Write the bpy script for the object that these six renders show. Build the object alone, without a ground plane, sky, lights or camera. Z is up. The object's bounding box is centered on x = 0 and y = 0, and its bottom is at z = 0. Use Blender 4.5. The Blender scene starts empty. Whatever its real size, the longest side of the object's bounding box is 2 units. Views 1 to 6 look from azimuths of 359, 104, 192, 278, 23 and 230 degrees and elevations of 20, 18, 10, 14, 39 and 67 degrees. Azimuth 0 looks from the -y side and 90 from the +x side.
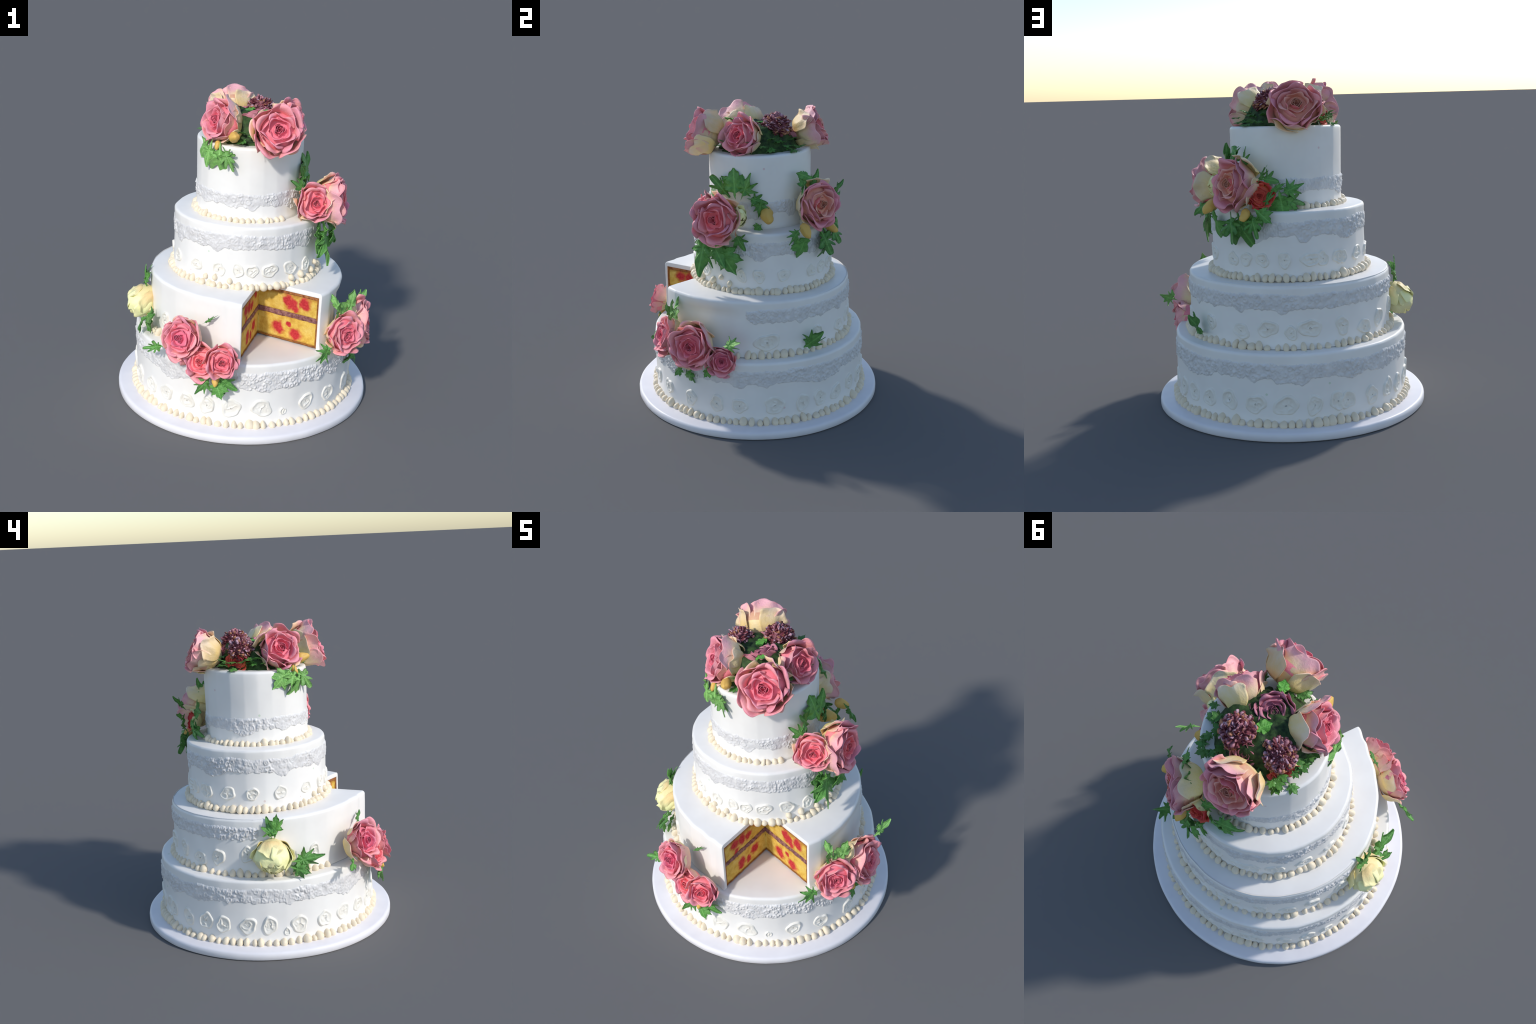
"""Four-tier white wedding cake with a cut wedge, piped bead borders, lace bands,
embossed medallions and sugar-flower clusters.  Metres, z up."""
import bpy, math, random
import numpy as np
from mathutils import Vector, Matrix, noise

TAU = 2 * math.pi
rad = math.radians
rng = random.Random(7)

def azdir(a):                       # azimuth 0 on -y, 90 on +x
    return Vector((math.sin(a), -math.cos(a), 0))

def nz(x, y, z=0.0):                # smooth noise, about -1..1
    return noise.noise(Vector((x, y, z)))

def smooth(a, b, x):
    t = min(1.0, max(0.0, (x - a) / (b - a)))
    return t * t * (3 - 2 * t)

def wrap(a):                        # to -180..180 degrees
    return (a + 180.0) % 360.0 - 180.0

def curve(pts, x):                  # smooth interpolation through (x, y) control points
    if x <= pts[0][0]:
        return pts[0][1]
    for (x0, y0), (x1, y1) in zip(pts, pts[1:]):
        if x <= x1:
            return y0 + (y1 - y0) * smooth(x0, x1, x)
    return pts[-1][1]

# ------------------------------------------------------------------ materials
class Nodes:
    def __init__(self, name, rough=0.5, spec=0.35):
        self.m = bpy.data.materials.new(name)
        self.m.use_nodes = True
        self.t = self.m.node_tree
        self.b = self.t.nodes["Principled BSDF"]
        self.b.inputs["Roughness"].default_value = rough
        self.b.inputs["Specular IOR Level"].default_value = spec
        self.tc = self.t.nodes.new("ShaderNodeTexCoord")
        self.obj = self.tc.outputs["Object"]
    def link(self, a, b):
        self.t.links.new(a, b)
    def new(self, kind, **props):
        n = self.t.nodes.new(kind)
        for k, v in props.items():
            setattr(n, k, v)
        return n
    def noise(self, scale, detail=4, rough=0.55, vec=None):
        n = self.new("ShaderNodeTexNoise")
        n.inputs["Scale"].default_value = scale
        n.inputs["Detail"].default_value = detail
        n.inputs["Roughness"].default_value = rough
        self.link(vec or self.obj, n.inputs["Vector"])
        return n.outputs["Fac"]
    def ramp(self, fac, stops):
        r = self.new("ShaderNodeValToRGB")
        while len(r.color_ramp.elements) < len(stops):
            r.color_ramp.elements.new(0.5)
        for e, (p, c) in zip(r.color_ramp.elements, stops):
            e.position = p
            e.color = (c if len(c) == 4 else (*c, 1)) if not isinstance(c, (int, float)) else (c, c, c, 1)
        self.link(fac, r.inputs["Fac"])
        return r.outputs["Color"]
    def mix(self, fac, a, b):
        m = self.new("ShaderNodeMix", data_type='RGBA')
        for sock, v in ((m.inputs[0], fac), (m.inputs[6], a), (m.inputs[7], b)):
            if isinstance(v, (int, float)):
                sock.default_value = v
            elif isinstance(v, tuple):
                sock.default_value = (*v, 1)
            else:
                self.link(v, sock)
        return m.outputs[2]
    def math(self, op, a, b=0.0, clamp=False):
        m = self.new("ShaderNodeMath", operation=op, use_clamp=clamp)
        for sock, v in ((m.inputs[0], a), (m.inputs[1], b)):
            if isinstance(v, (int, float)):
                sock.default_value = v
            else:
                self.link(v, sock)
        return m.outputs[0]
    def vmath(self, op, a, b):
        m = self.new("ShaderNodeVectorMath", operation=op)
        for sock, v in ((m.inputs[0], a), (m.inputs[1], b)):
            if isinstance(v, tuple):
                sock.default_value = v
            else:
                self.link(v, sock)
        return m
    def xyz(self, vec=None):
        s = self.new("ShaderNodeSeparateXYZ")
        self.link(vec or self.obj, s.inputs[0])
        return s.outputs
    def random(self):
        return self.new("ShaderNodeObjectInfo").outputs["Random"]
    def done(self, color, bump=None, strength=0.2, dist=0.004):
        if isinstance(color, tuple):
            self.b.inputs["Base Color"].default_value = (*color, 1)
        else:
            self.link(color, self.b.inputs["Base Color"])
        if bump is not None:
            n = self.new("ShaderNodeBump")
            n.inputs["Strength"].default_value = strength
            n.inputs["Distance"].default_value = dist
            self.link(bump, n.inputs["Height"])
            self.link(n.outputs[0], self.b.inputs["Normal"])
        return self.m

def mat_icing():
    n = Nodes("white_icing", 0.42, 0.4)
    c = n.ramp(n.noise(5, 5), [(0.3, (0.895, 0.86, 0.82)), (0.7, (0.95, 0.925, 0.885))])
    v = n.new("ShaderNodeTexVoronoi")            # rare tiny crumbs of petal colour
    v.inputs["Scale"].default_value = 9
    n.link(n.obj, v.inputs["Vector"])
    spot = n.math('LESS_THAN', v.outputs["Distance"], 0.07)
    rare = n.math('GREATER_THAN', n.xyz(v.outputs["Color"])[0], 0.72)
    hue = n.ramp(n.xyz(v.outputs["Color"])[1], [(0.45, (0.75, 0.48, 0.5)), (0.55, (0.5, 0.66, 0.45))])
    c = n.mix(n.math('MULTIPLY', n.math('MULTIPLY', spot, rare), 0.55), c, hue)
    return n.done(c, n.noise(60, 3), 0.06)

def mat_simple(name, lo, hi, scale=12, rough=0.5, bump=0.1, bscale=60, spec=0.35):
    n = Nodes(name, rough, spec)
    c = n.ramp(n.noise(scale, 5), [(0.32, lo), (0.68, hi)])
    return n.done(c, n.noise(bscale, 3), bump)

def mat_petal(name, base, tip, heart, back=None, mottle=0.25, z0=-0.75, z1=-0.15):
    """base colour low on the rose, tip colour high, heart colour near the axis."""
    n = Nodes(name, 0.48, 0.3)
    x, y, z = n.xyz()
    wob = n.math('MULTIPLY', n.math('SUBTRACT', n.noise(2.5, 3), 0.5), 0.7)
    h = n.math('ADD', z, wob)
    mr = n.new("ShaderNodeMapRange", clamp=True)
    mr.inputs[1].default_value = z0
    mr.inputs[2].default_value = z1
    n.link(h, mr.inputs[0])
    c = n.mix(mr.outputs[0], base, tip)
    rho = n.math('SQRT', n.math('ADD', n.math('MULTIPLY', x, x), n.math('MULTIPLY', y, y)))
    hr = n.new("ShaderNodeMapRange", clamp=True)
    hr.inputs[1].default_value = 0.2
    hr.inputs[2].default_value = 0.7
    hr.inputs[3].default_value = 1.0
    hr.inputs[4].default_value = 0.0
    n.link(n.math('ADD', rho, n.math('MULTIPLY', wob, 0.5)), hr.inputs[0])
    c = n.mix(n.math('MULTIPLY', hr.outputs[0], 0.75), c, heart)
    vein = n.noise(14, 4)
    c = n.mix(n.math('MULTIPLY', vein, mottle), c, tuple(min(1, 0.35 * a + 0.62) for a in tip))
    hs = n.new("ShaderNodeHueSaturation")
    n.link(c, hs.inputs["Color"])
    r = n.random()
    n.link(n.math('ADD', n.math('MULTIPLY', r, 0.022), 0.489), hs.inputs["Hue"])
    n.link(n.math('ADD', n.math('MULTIPLY', r, 0.22), 0.88), hs.inputs["Value"])
    n.b.inputs["Subsurface Weight"].default_value = 0.0
    return n.done(hs.outputs[0], n.noise(9, 4), 0.12, 0.05)

def mat_leaf(name, lo, hi):
    n = Nodes(name, 0.42, 0.4)
    x, y, z = n.xyz()
    c = n.ramp(n.noise(6, 4), [(0.3, lo), (0.7, hi)])
    rib = n.math('LESS_THAN', n.math('ABSOLUTE', x), 0.018)
    c = n.mix(n.math('MULTIPLY', rib, 0.4), c, tuple(min(1, a * 1.5 + 0.03) for a in hi))
    hs = n.new("ShaderNodeHueSaturation")
    n.link(c, hs.inputs["Color"])
    n.link(n.math('ADD', n.math('MULTIPLY', n.random(), 0.35), 0.8), hs.inputs["Value"])
    return n.done(hs.outputs[0], n.noise(18, 3), 0.3, 0.03)

M = {}
M["icing"] = mat_icing()
M["board"] = mat_simple("board_fondant", (0.83, 0.80, 0.825), (0.89, 0.865, 0.88), 5, 0.4, 0.04)
M["medal"] = mat_simple("medallion_icing", (0.83, 0.78, 0.69), (0.92, 0.89, 0.82), 20, 0.45, 0.12, 110)
M["bead"] = mat_simple("cream_bead_icing", (0.80, 0.67, 0.48), (0.91, 0.81, 0.64), 30, 0.4, 0.08, 90)
M["pink"] = mat_petal("pink_petal", (0.90, 0.54, 0.38), (0.94, 0.31, 0.37), (0.92, 0.17, 0.24))
M["pink_back"] = mat_petal("pale_pink_petal", (0.93, 0.72, 0.36), (0.94, 0.44, 0.47), (0.92, 0.32, 0.38), z0=-.75, z1=-.25)
M["hot"] = mat_petal("coral_petal", (0.92, 0.23, 0.28), (0.94, 0.23, 0.29), (0.92, 0.12, 0.21))
M["cream"] = mat_petal("cream_petal", (0.90, 0.64, 0.20), (0.95, 0.76, 0.56), (0.93, 0.70, 0.45), mottle=.2, z0=-1.0, z1=-0.3)
M["dusk"] = mat_petal("dusky_petal", (0.42, 0.11, 0.17), (0.66, 0.20, 0.26), (0.38, 0.06, 0.13))
M["tan"] = mat_petal("apricot_heart_petal", (0.72, 0.36, 0.18), (0.84, 0.32, 0.30), (0.72, 0.27, 0.16))  # orange hue browned further: shade baked into the scan's rose hearts is included
M["red"] = mat_petal("red_petal", (0.72, 0.17, 0.05), (0.76, 0.06, 0.05), (0.62, 0.02, 0.05), mottle=.1)
M["yellow"] = mat_petal("yellow_petal", (0.96, 0.80, 0.36), (0.97, 0.92, 0.48), (0.96, 0.86, 0.38), mottle=.08, z0=-1.0, z1=-.55)
M["peach"] = mat_petal("peach_petal", (0.94, 0.68, 0.30), (0.96, 0.87, 0.44), (0.94, 0.74, 0.32), mottle=.1, z0=-1.0, z1=-.6)
M["leaf"] = mat_leaf("leaf_green", (0.075, 0.24, 0.045), (0.15, 0.38, 0.085))
M["leaf_bright"] = mat_leaf("bright_leaf_green", (0.10, 0.38, 0.04), (0.17, 0.50, 0.07))
M["leaf_pale"] = mat_leaf("pale_leaf_green", (0.16, 0.40, 0.09), (0.27, 0.53, 0.15))
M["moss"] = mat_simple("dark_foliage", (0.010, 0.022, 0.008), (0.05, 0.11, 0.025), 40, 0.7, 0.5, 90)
M["bud"] = mat_simple("yellow_bud", (0.72, 0.40, 0.07), (0.82, 0.56, 0.16), 25, 0.45, 0.15, 60)
M["floret_dark"] = mat_simple("burgundy_floret", (0.14, 0.03, 0.04), (0.27, 0.07, 0.09), 60, 0.5, 0.2)
M["floret_mauve"] = mat_simple("mauve_floret", (0.36, 0.13, 0.17), (0.50, 0.24, 0.28), 60, 0.5, 0.2)
M["floret_tan"] = mat_simple("tan_floret", (0.42, 0.16, 0.09), (0.58, 0.30, 0.16), 60, 0.5, 0.2)
M["floret_pale"] = mat_simple("pale_mauve_floret", (0.50, 0.28, 0.36), (0.64, 0.42, 0.50), 60, 0.5, 0.2)
M["crust"] = mat_simple("baked_crust", (0.20, 0.06, 0.015), (0.42, 0.17, 0.03), 45, 0.7, 0.5, 120)

# ------------------------------------------------------------------ mesh helpers
def mesh(name, verts, faces, mats, idx=None, smooth_shade=True):
    me = bpy.data.meshes.new(name)
    me.from_pydata([tuple(v) for v in verts], [], faces)
    for m in mats:
        me.materials.append(m)
    if idx is not None:
        me.polygons.foreach_set("material_index", idx)
    me.polygons.foreach_set("use_smooth", [smooth_shade] * len(me.polygons))
    me.update()
    return me

def put(name, me, parent=None, mat=None):
    o = bpy.data.objects.new(name, me)
    bpy.context.scene.collection.objects.link(o)
    if parent:
        o.parent = parent
    if mat is not None:
        o.matrix_basis = mat
    return o

def grid_faces(nu, nv, wrap_u=False, off=0, flip=False):
    f = []
    for i in range(nu if wrap_u else nu - 1):
        for j in range(nv - 1):
            a, b = i * nv + j, ((i + 1) % nu) * nv + j
            q = (off + a, off + b, off + b + 1, off + a + 1)
            f.append(q[::-1] if flip else q)
    return f

def frame(origin, zaxis, roll=0.0, scale=1.0, up=(0, 0, 1)):
    z = Vector(zaxis).normalized()
    x = Vector(up).cross(z)
    if x.length < 1e-4:
        x = Vector((1, 0, 0))
    x.normalize()
    y = z.cross(x)
    R = Matrix((x, y, z)).transposed() @ Matrix.Rotation(roll, 3, 'Z')
    s = scale if isinstance(scale, (tuple, list)) else (scale,) * 3
    return Matrix.Translation(origin) @ R.to_4x4() @ Matrix.Diagonal((*s, 1))

# ------------------------------------------------------------------ the thing
cake = bpy.data.objects.new("wedding_cake", None)
bpy.context.scene.collection.objects.link(cake)
cake["label"] = "four-tier white wedding cake with pink sugar roses and cut wedge"
cake["category"] = "wedding cake"

# ---- tier outlines: centre, radius, z range; walls carry broad hand-smoothed facets
class Tier:
    def __init__(self, cx, cy, r, z0, z1, seed, facet, tilt=(0, 0), radial=None):
        self.c = Vector((cx, cy, 0)); self.r = r; self.z0 = z0; self.z1 = z1
        self.tilt = tilt; self.radial = radial
        q = random.Random(seed); self.seed = seed
        a, cuts = 0.0, []
        while a < 360:
            cuts.append(a); a += q.uniform(*facet)
        if 360 - cuts[-1] < facet[0] * 0.6:
            cuts.pop()
        self.cuts = cuts + [360.0]
    def facet(self, a):
        d = math.degrees(a) % 360
        for p, n in zip(self.cuts, self.cuts[1:]):
            if p <= d < n:
                h = rad(n - p) / 2; m = rad((p + n) / 2)
                return math.cos(h) / math.cos(a % TAU - m) * 0.45 + 0.55 + (1 - math.cos(h)) * 0.25
        return 1.0
    def R(self, a, z):
        r = self.r if self.radial is None else curve(self.radial, wrap(math.degrees(a)))
        w = 0.004 * nz(math.sin(a) * 3 + self.seed, math.cos(a) * 3, z * 5)
        # wall sags outward a little at its foot
        foot = 0.008 * (1 - smooth(self.z0, self.z0 + 0.05, z))
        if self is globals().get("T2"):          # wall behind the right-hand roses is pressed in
            d = wrap(math.degrees(a))
            foot -= 0.030 * smooth(52, 66, d) * (1 - smooth(84, 102, d)) * smooth(.49, .56, z) * (1 - smooth(.74, .83, z))
        return r * self.facet(a) + w + foot
    def ztop(self, x, y):
        return self.z1 + self.tilt[0] * x + self.tilt[1] * y
    def point(self, a, z, h=0.0):
        return self.c + azdir(a) * (self.R(a, z) + h) + Vector((0, 0, z))

T1 = Tier(-0.002, 0.009, 0.724, 0.045, 0.476, 11, (9, 17))
RADIAL2 = [(-180, .631), (-162, .637), (-145, .637), (-120, .634), (-100, .632), (-75, .627), (-50, .621), (-35, .620),
           (-20, .631), (-10, .652), (-2, .682), (20, .688), (43, .672), (66, .650), (78, .638), (92, .628), (104, .626),
           (150, .627), (180, .631)]
RADIAL3 = [(-180, .467), (-110, .468), (-85, .476), (-55, .474), (-30, .462), (40, .460), (60, .466), (180, .467)]
T2 = Tier(0, 0, 0.63, 0.478, 0.852, 23, (10, 18), tilt=(0.007, -0.010), radial=RADIAL2)
T3 = Tier(-0.007, 0.042, 0.466, 0.850, 1.253, 31, (11, 19), radial=RADIAL3)
T4 = Tier(-0.004, 0.032, 0.338, 1.248, 1.726, 47, (12, 20), tilt=(0, 0.025))

def cake_tier(T, name, n=240):
    """Solid of revolution with rounded shoulder, faceted wall and slightly domed top."""
    prof = [(0.0, T.z0)] + [(0.0, T.z0 + t * (T.z1 - 0.018 - T.z0)) for t in np.linspace(0.06, 1, 22)]
    e = 0.018
    prof += [(-e * (1 - math.cos(t)), T.z1 - e + e * math.sin(t)) for t in np.linspace(0.25, math.pi / 2, 6)]
    rings = []
    for off, z in prof:
        ring = []
        for i in range(n):
            a = TAU * i / n
            p = T.point(a, z, off)
            p.z += (T.ztop(p.x, p.y) - T.z1) * smooth(T.z0 + 0.1, T.z1, z)
            ring.append(p)
        rings.append(ring)
    for k in (0.9, 0.75, 0.5, 0.25):
        ring = []
        for i in range(n):
            a = TAU * i / n
            p = T.c + azdir(a) * (T.R(a, T.z1) - e) * k
            p.z = T.ztop(p.x, p.y) + 0.003 * nz(p.x * 5 + T.seed, p.y * 5, 2)
            ring.append(p)
        rings.append(ring)
    v, f = [], []
    nr = len(rings)
    for i in range(n):
        v += [rings[k][i] for k in range(nr)]
    f = grid_faces(n, nr, True)
    v.append(Vector((T.c.x, T.c.y, T.ztop(T.c.x, T.c.y)))); top = len(v) - 1
    f += [(i * nr + nr - 1, ((i + 1) % n) * nr + nr - 1, top) for i in range(n)]
    f.append(tuple(i * nr for i in reversed(range(n))))
    return put(name, mesh(name, v, f, [M["icing"]]), cake)

# ---- board
def board():
    n, R, zt = 200, 0.846, 0.052
    prof = [(0, 0), (R - .006, 0), (R, .006), (R, .03), (R - .002, .042), (R - .008, .049), (R - .018, zt), (R * .7, zt), (0, zt)]
    v = []
    for i in range(n):
        a = TAU * i / n
        w = 1 + 0.004 * nz(math.sin(a) * 2.2, math.cos(a) * 2.2, 5) + 0.002 * nz(math.sin(a) * 9, math.cos(a) * 9, 8)
        for r, z in prof:
            p = azdir(a) * (r * w); p.z = z + (0.002 * nz(p.x * 7, p.y * 7, 1) if z > .04 else 0)
            v.append(p + Vector((-0.003, 0.001, 0)))
    return put("cake_board", mesh("cake_board", v, grid_faces(n, len(prof), True), [M["board"]]), cake)

board()
tier_low = cake_tier(T1, "cake_tier")

# ---- second tier: icing shell swept about the wedge apex, with sponge faces inside the cut
APEX = Vector((0.093, -0.27, 0))
AZ_L, AZ_R = rad(-15.6), rad(60.8)
def reach(apex, a, T=T2, z=0.65):
    """distance from apex along azimuth a to the outline of the tier"""
    d = azdir(a); lo, hi = 0.0, 1.5
    for _ in range(40):
        m = (lo + hi) / 2
        p = apex + d * m
        if p.length > T.R(math.atan2(p.x, -p.y), z):
            hi = m
        else:
            lo = m
    return lo

def cut_tier():
    n = 300
    a0, a1 = AZ_R, AZ_L + TAU
    e, th, cap = 0.02, 0.017, 0.030
    prof_out = [(0, T2.z0 + 0.0)] + [(0, z) for z in np.linspace(T2.z0 + .02, T2.z1 - e, 14)]
    prof_out += [(-e * (1 - math.cos(t)), T2.z1 - e + e * math.sin(t)) for t in np.linspace(0.25, math.pi / 2, 6)]
    v, f = [], []
    npf = None
    for i in range(n + 1):
        a = a0 + (a1 - a0) * i / n
        d = azdir(a)
        ring = []
        def at(dist, z):
            p = APEX + d * dist
            p.z = z + (T2.ztop(p.x, p.y) - T2.z1) * smooth(T2.z0 + .1, T2.z1, z)
            return p
        D = reach(APEX, a, z=.84)
        inner = min(D, reach(APEX, a, z=.65)) - th
        ring.append(at(0.0, T2.z1 - cap))
        ring.append(at(inner * .5, T2.z1 - cap))
        ring.append(at(inner, T2.z1 - cap))
        ring.append(at(inner, T2.z0))
        for off, z in prof_out:
            ring.append(at(reach(APEX, a, z=z) + off, z))
        for k in (.85, .6, .3):
            p = at((D - e) * k, T2.z1); p.z += 0.003 * nz(p.x * 5, p.y * 5, 3); ring.append(p)
        ring.append(at(0.0, T2.z1))
        npf = len(ring)
        v += ring
    f = grid_faces(n + 1, npf)
    f += [(i * npf + npf - 1, (i + 1) * npf + npf - 1, (i + 1) * npf, i * npf) for i in range(n)]
    f.append(tuple(range(npf))); f.append(tuple(n * npf + k for k in reversed(range(npf))))
    me = mesh("cake_tier", v, f, [M["icing"]])
    o = put("cake_tier", me, cake)
    import bmesh
    bm = bmesh.new(); bm.from_mesh(me)
    bmesh.ops.remove_doubles(bm, verts=bm.verts, dist=1e-5)
    bmesh.ops.recalc_face_normals(bm, faces=bm.faces)
    bm.to_mesh(me); bm.free()
    bev = o.modifiers.new("rounded_cut", 'BEVEL'); bev.width = 0.006; bev.segments = 3; bev.angle_limit = rad(50)
    return o

tier_cut = cut_tier()
bis = (AZ_L + AZ_R) / 2
FACE0 = APEX - azdir(bis) * 0.013
DL, DR = azdir(AZ_L), azdir(AZ_R)
LEN_L, LEN_R = reach(FACE0, AZ_L) - 0.017, reach(FACE0, AZ_R) - 0.017

def cut_strip(name, z0, z1, material, proud=0.0, lump=0.002, scale=30, s_range=None, nsz=10, step=0.006, deep=0.03):
    """layer seen on both cut faces: path outer-left -> apex -> outer-right, pushed out by lumps"""
    path = []
    if s_range is None:
        s = LEN_L
        while s > 0.0:
            path.append((FACE0 + DL * s, Vector((math.cos(AZ_L), math.sin(AZ_L), 0)))); s -= step
        path.append((FACE0.copy(), azdir(bis)))
        s = step
        while s < LEN_R:
            path.append((FACE0 + DR * s, Vector((-math.cos(AZ_R), -math.sin(AZ_R), 0)))); s += step
        path.append((FACE0 + DR * LEN_R, path[-1][1]))
    else:
        d, a, sg, s0, s1 = s_range
        for k in np.linspace(s0, s1, max(3, int((s1 - s0) / 0.004))):
            path.append((FACE0 + d * float(k), Vector((sg * math.cos(a), sg * math.sin(a), 0))))
    v = []
    for p, nrm in path:
        ring = []
        sag = 0.004 * nz(p.x * 12, p.y * 12, z0 * 9)
        for k in range(nsz):
            t = k / (nsz - 1)
            q = p + Vector((0, 0, z0 + (z1 - z0) * t + sag * (0.5 if 0 < k < nsz - 1 else 0.3)))
            edge = min(t, 1 - t) * 2
            h = proud + lump * (nz(q.x * scale, q.y * scale, q.z * scale) + .5 * nz(q.x * scale * 2.3, q.y * scale * 2.3, q.z * scale * 2.3)) - 0.002 * (1 - smooth(0, .35, edge))
            ring.append(q + nrm * h)
        back = p - nrm * deep
        ring.append(back + Vector((0, 0, z1))); ring.append(back + Vector((0, 0, z0)))
        v += ring
    m = nsz + 2
    f = grid_faces(len(path), m)
    f += [(i * m + m - 1, (i + 1) * m + m - 1, (i + 1) * m, i * m) for i in range(len(path) - 1)]
    f.append(tuple(range(m))); f.append(tuple((len(path) - 1) * m + k for k in reversed(range(m))))
    return put(name, mesh(name, v, f, [material]), tier_cut)

def mat_sponge():
    n = Nodes("yellow_sponge", 0.75, 0.2)
    c = n.ramp(n.noise(22, 6, 0.65), [(0.28, (0.58, 0.30, 0.04)), (0.5, (0.76, 0.49, 0.09)), (0.75, (0.84, 0.63, 0.19))])
    # raspberry patches, placed (face direction, distance from apex, height, radius)
    spots = [(DR, .205, .760, .033), (DR, .235, .742, .035), (DR, .262, .715, .024), (DR, .325, .762, .036), (DR, .140, .570, .034),
             (DR, .158, .548, .024), (DR, .270, .540, .036), (DR, .222, .602, .014), (DL, .310, .765, .034), (DL, .237, .760, .034), (DL, .170, .748, .028),
             (DL, .296, .700, .022), (DL, .117, .590, .032), (DL, .252, .570, .032), (DL, .255, .535, .022), (DL, .180, .545, .024),
             (DL, .090, .790, .022)]
    warp = n.new("ShaderNodeTexNoise"); warp.inputs["Scale"].default_value = 28; warp.inputs["Detail"].default_value = 4
    n.link(n.obj, warp.inputs["Vector"])
    wv = n.vmath('SUBTRACT', warp.outputs["Color"], (0.5, 0.5, 0.5))
    sc = n.vmath('SCALE', wv.outputs[0], (0, 0, 0)); sc.inputs["Scale"].default_value = 0.05
    pos = n.vmath('ADD', n.obj, sc.outputs[0]).outputs[0]
    mask = None
    for d, s, z, r in spots:
        p = FACE0 + d * s
        dist = n.vmath('DISTANCE', pos, (p.x, p.y, z)).outputs["Value"]
        k = n.new("ShaderNodeMapRange", clamp=True, interpolation_type='SMOOTHSTEP')
        k.inputs[1].default_value = r * 1.62; k.inputs[2].default_value = r * 0.72
        n.link(dist, k.inputs[0])
        mask = k.outputs[0] if mask is None else n.math('MAXIMUM', mask, k.outputs[0])
    berry = n.ramp(n.noise(70, 4), [(0.3, (0.46, 0.02, 0.03)), (0.7, (0.66, 0.06, 0.06))])
    zz = n.math('ADD', n.xyz()[2], n.math('MULTIPLY', n.math('SUBTRACT', n.noise(40, 3), .5), .02))
    zr = n.new("ShaderNodeMapRange", clamp=True)
    zr.inputs[1].default_value = .49; zr.inputs[2].default_value = .815
    n.link(zz, zr.inputs[0])
    brown = n.ramp(zr.outputs[0], [(0.01, 1.0), (0.06, 0.0), (0.47, 0.0), (0.50, 0.7), (0.58, 0.7), (0.61, 0.0), (0.90, 0.0), (0.97, 1.0)])
    c = n.mix(n.math('MULTIPLY', brown, .75), c, (0.36, 0.13, 0.02))
    return n.done(n.mix(mask, c, berry), n.noise(90, 5), 0.7, 0.004)

def mat_filling(name, stops):
    n = Nodes(name, 0.6, 0.3)
    return n.done(n.ramp(n.noise(38, 6, 0.7), stops), n.noise(80, 4), 0.6, 0.005)

SP = mat_sponge()
FILL = mat_filling("berry_cream_filling", [(0.30, (0.05, 0.015, 0.015)), (0.44, (0.20, 0.07, 0.06)), (0.53, (0.28, 0.13, 0.14)), (0.62, (0.38, 0.18, 0.10)), (0.73, (0.66, 0.50, 0.36))])
JAM = mat_filling("browned_jam_layer", [(0.3, (0.14, 0.03, 0.01)), (0.5, (0.40, 0.15, 0.05)), (0.7, (0.52, 0.26, 0.10))])
cut_strip("crust", 0.484, 0.495, M["crust"], proud=0.001, nsz=6)
cut_strip("sponge_layer", 0.495, 0.650, SP, nsz=26, lump=0.0022)
cut_strip("filling_layer", 0.650, 0.684, FILL, proud=0.002, lump=0.006, scale=45, nsz=10)
cut_strip("sponge_layer", 0.684, 0.806, SP, nsz=22, lump=0.0022)
cut_strip("filling_layer", 0.806, 0.832, JAM, proud=0.0, lump=0.004, scale=50, nsz=8)
cut_strip("crust", 0.484, 0.828, M["crust"], proud=0.003, s_range=(DL, AZ_L, 1, LEN_L - .014, LEN_L + .004), nsz=30)
cut_strip("crust", 0.484, 0.828, M["crust"], proud=0.003, s_range=(DR, AZ_R, -1, LEN_R - .014, LEN_R + .004), nsz=30)

tier_mid = cake_tier(T3, "cake_tier")
tier_top = cake_tier(T4, "cake_tier")

# ---- lace bands: raised crochet-like relief with a scalloped lower edge, fading out at the top
def mat_lace(zhi):
    n = Nodes("lace_icing", 0.5, 0.35)
    c = n.ramp(n.noise(24, 6), [(0.3, (0.67, 0.65, 0.645)), (0.7, (0.82, 0.80, 0.785))])
    z = n.math('ADD', n.xyz()[2], n.math('MULTIPLY', n.math('SUBTRACT', n.noise(14, 4), .5), .05))
    k = n.new("ShaderNodeMapRange", clamp=True)
    k.inputs[1].default_value = zhi - .028; k.inputs[2].default_value = zhi + .008
    n.link(z, k.inputs[0])
    return n.done(n.mix(k.outputs[0], c, (0.90, 0.885, 0.87)), n.noise(130, 3), 0.22)

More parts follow.
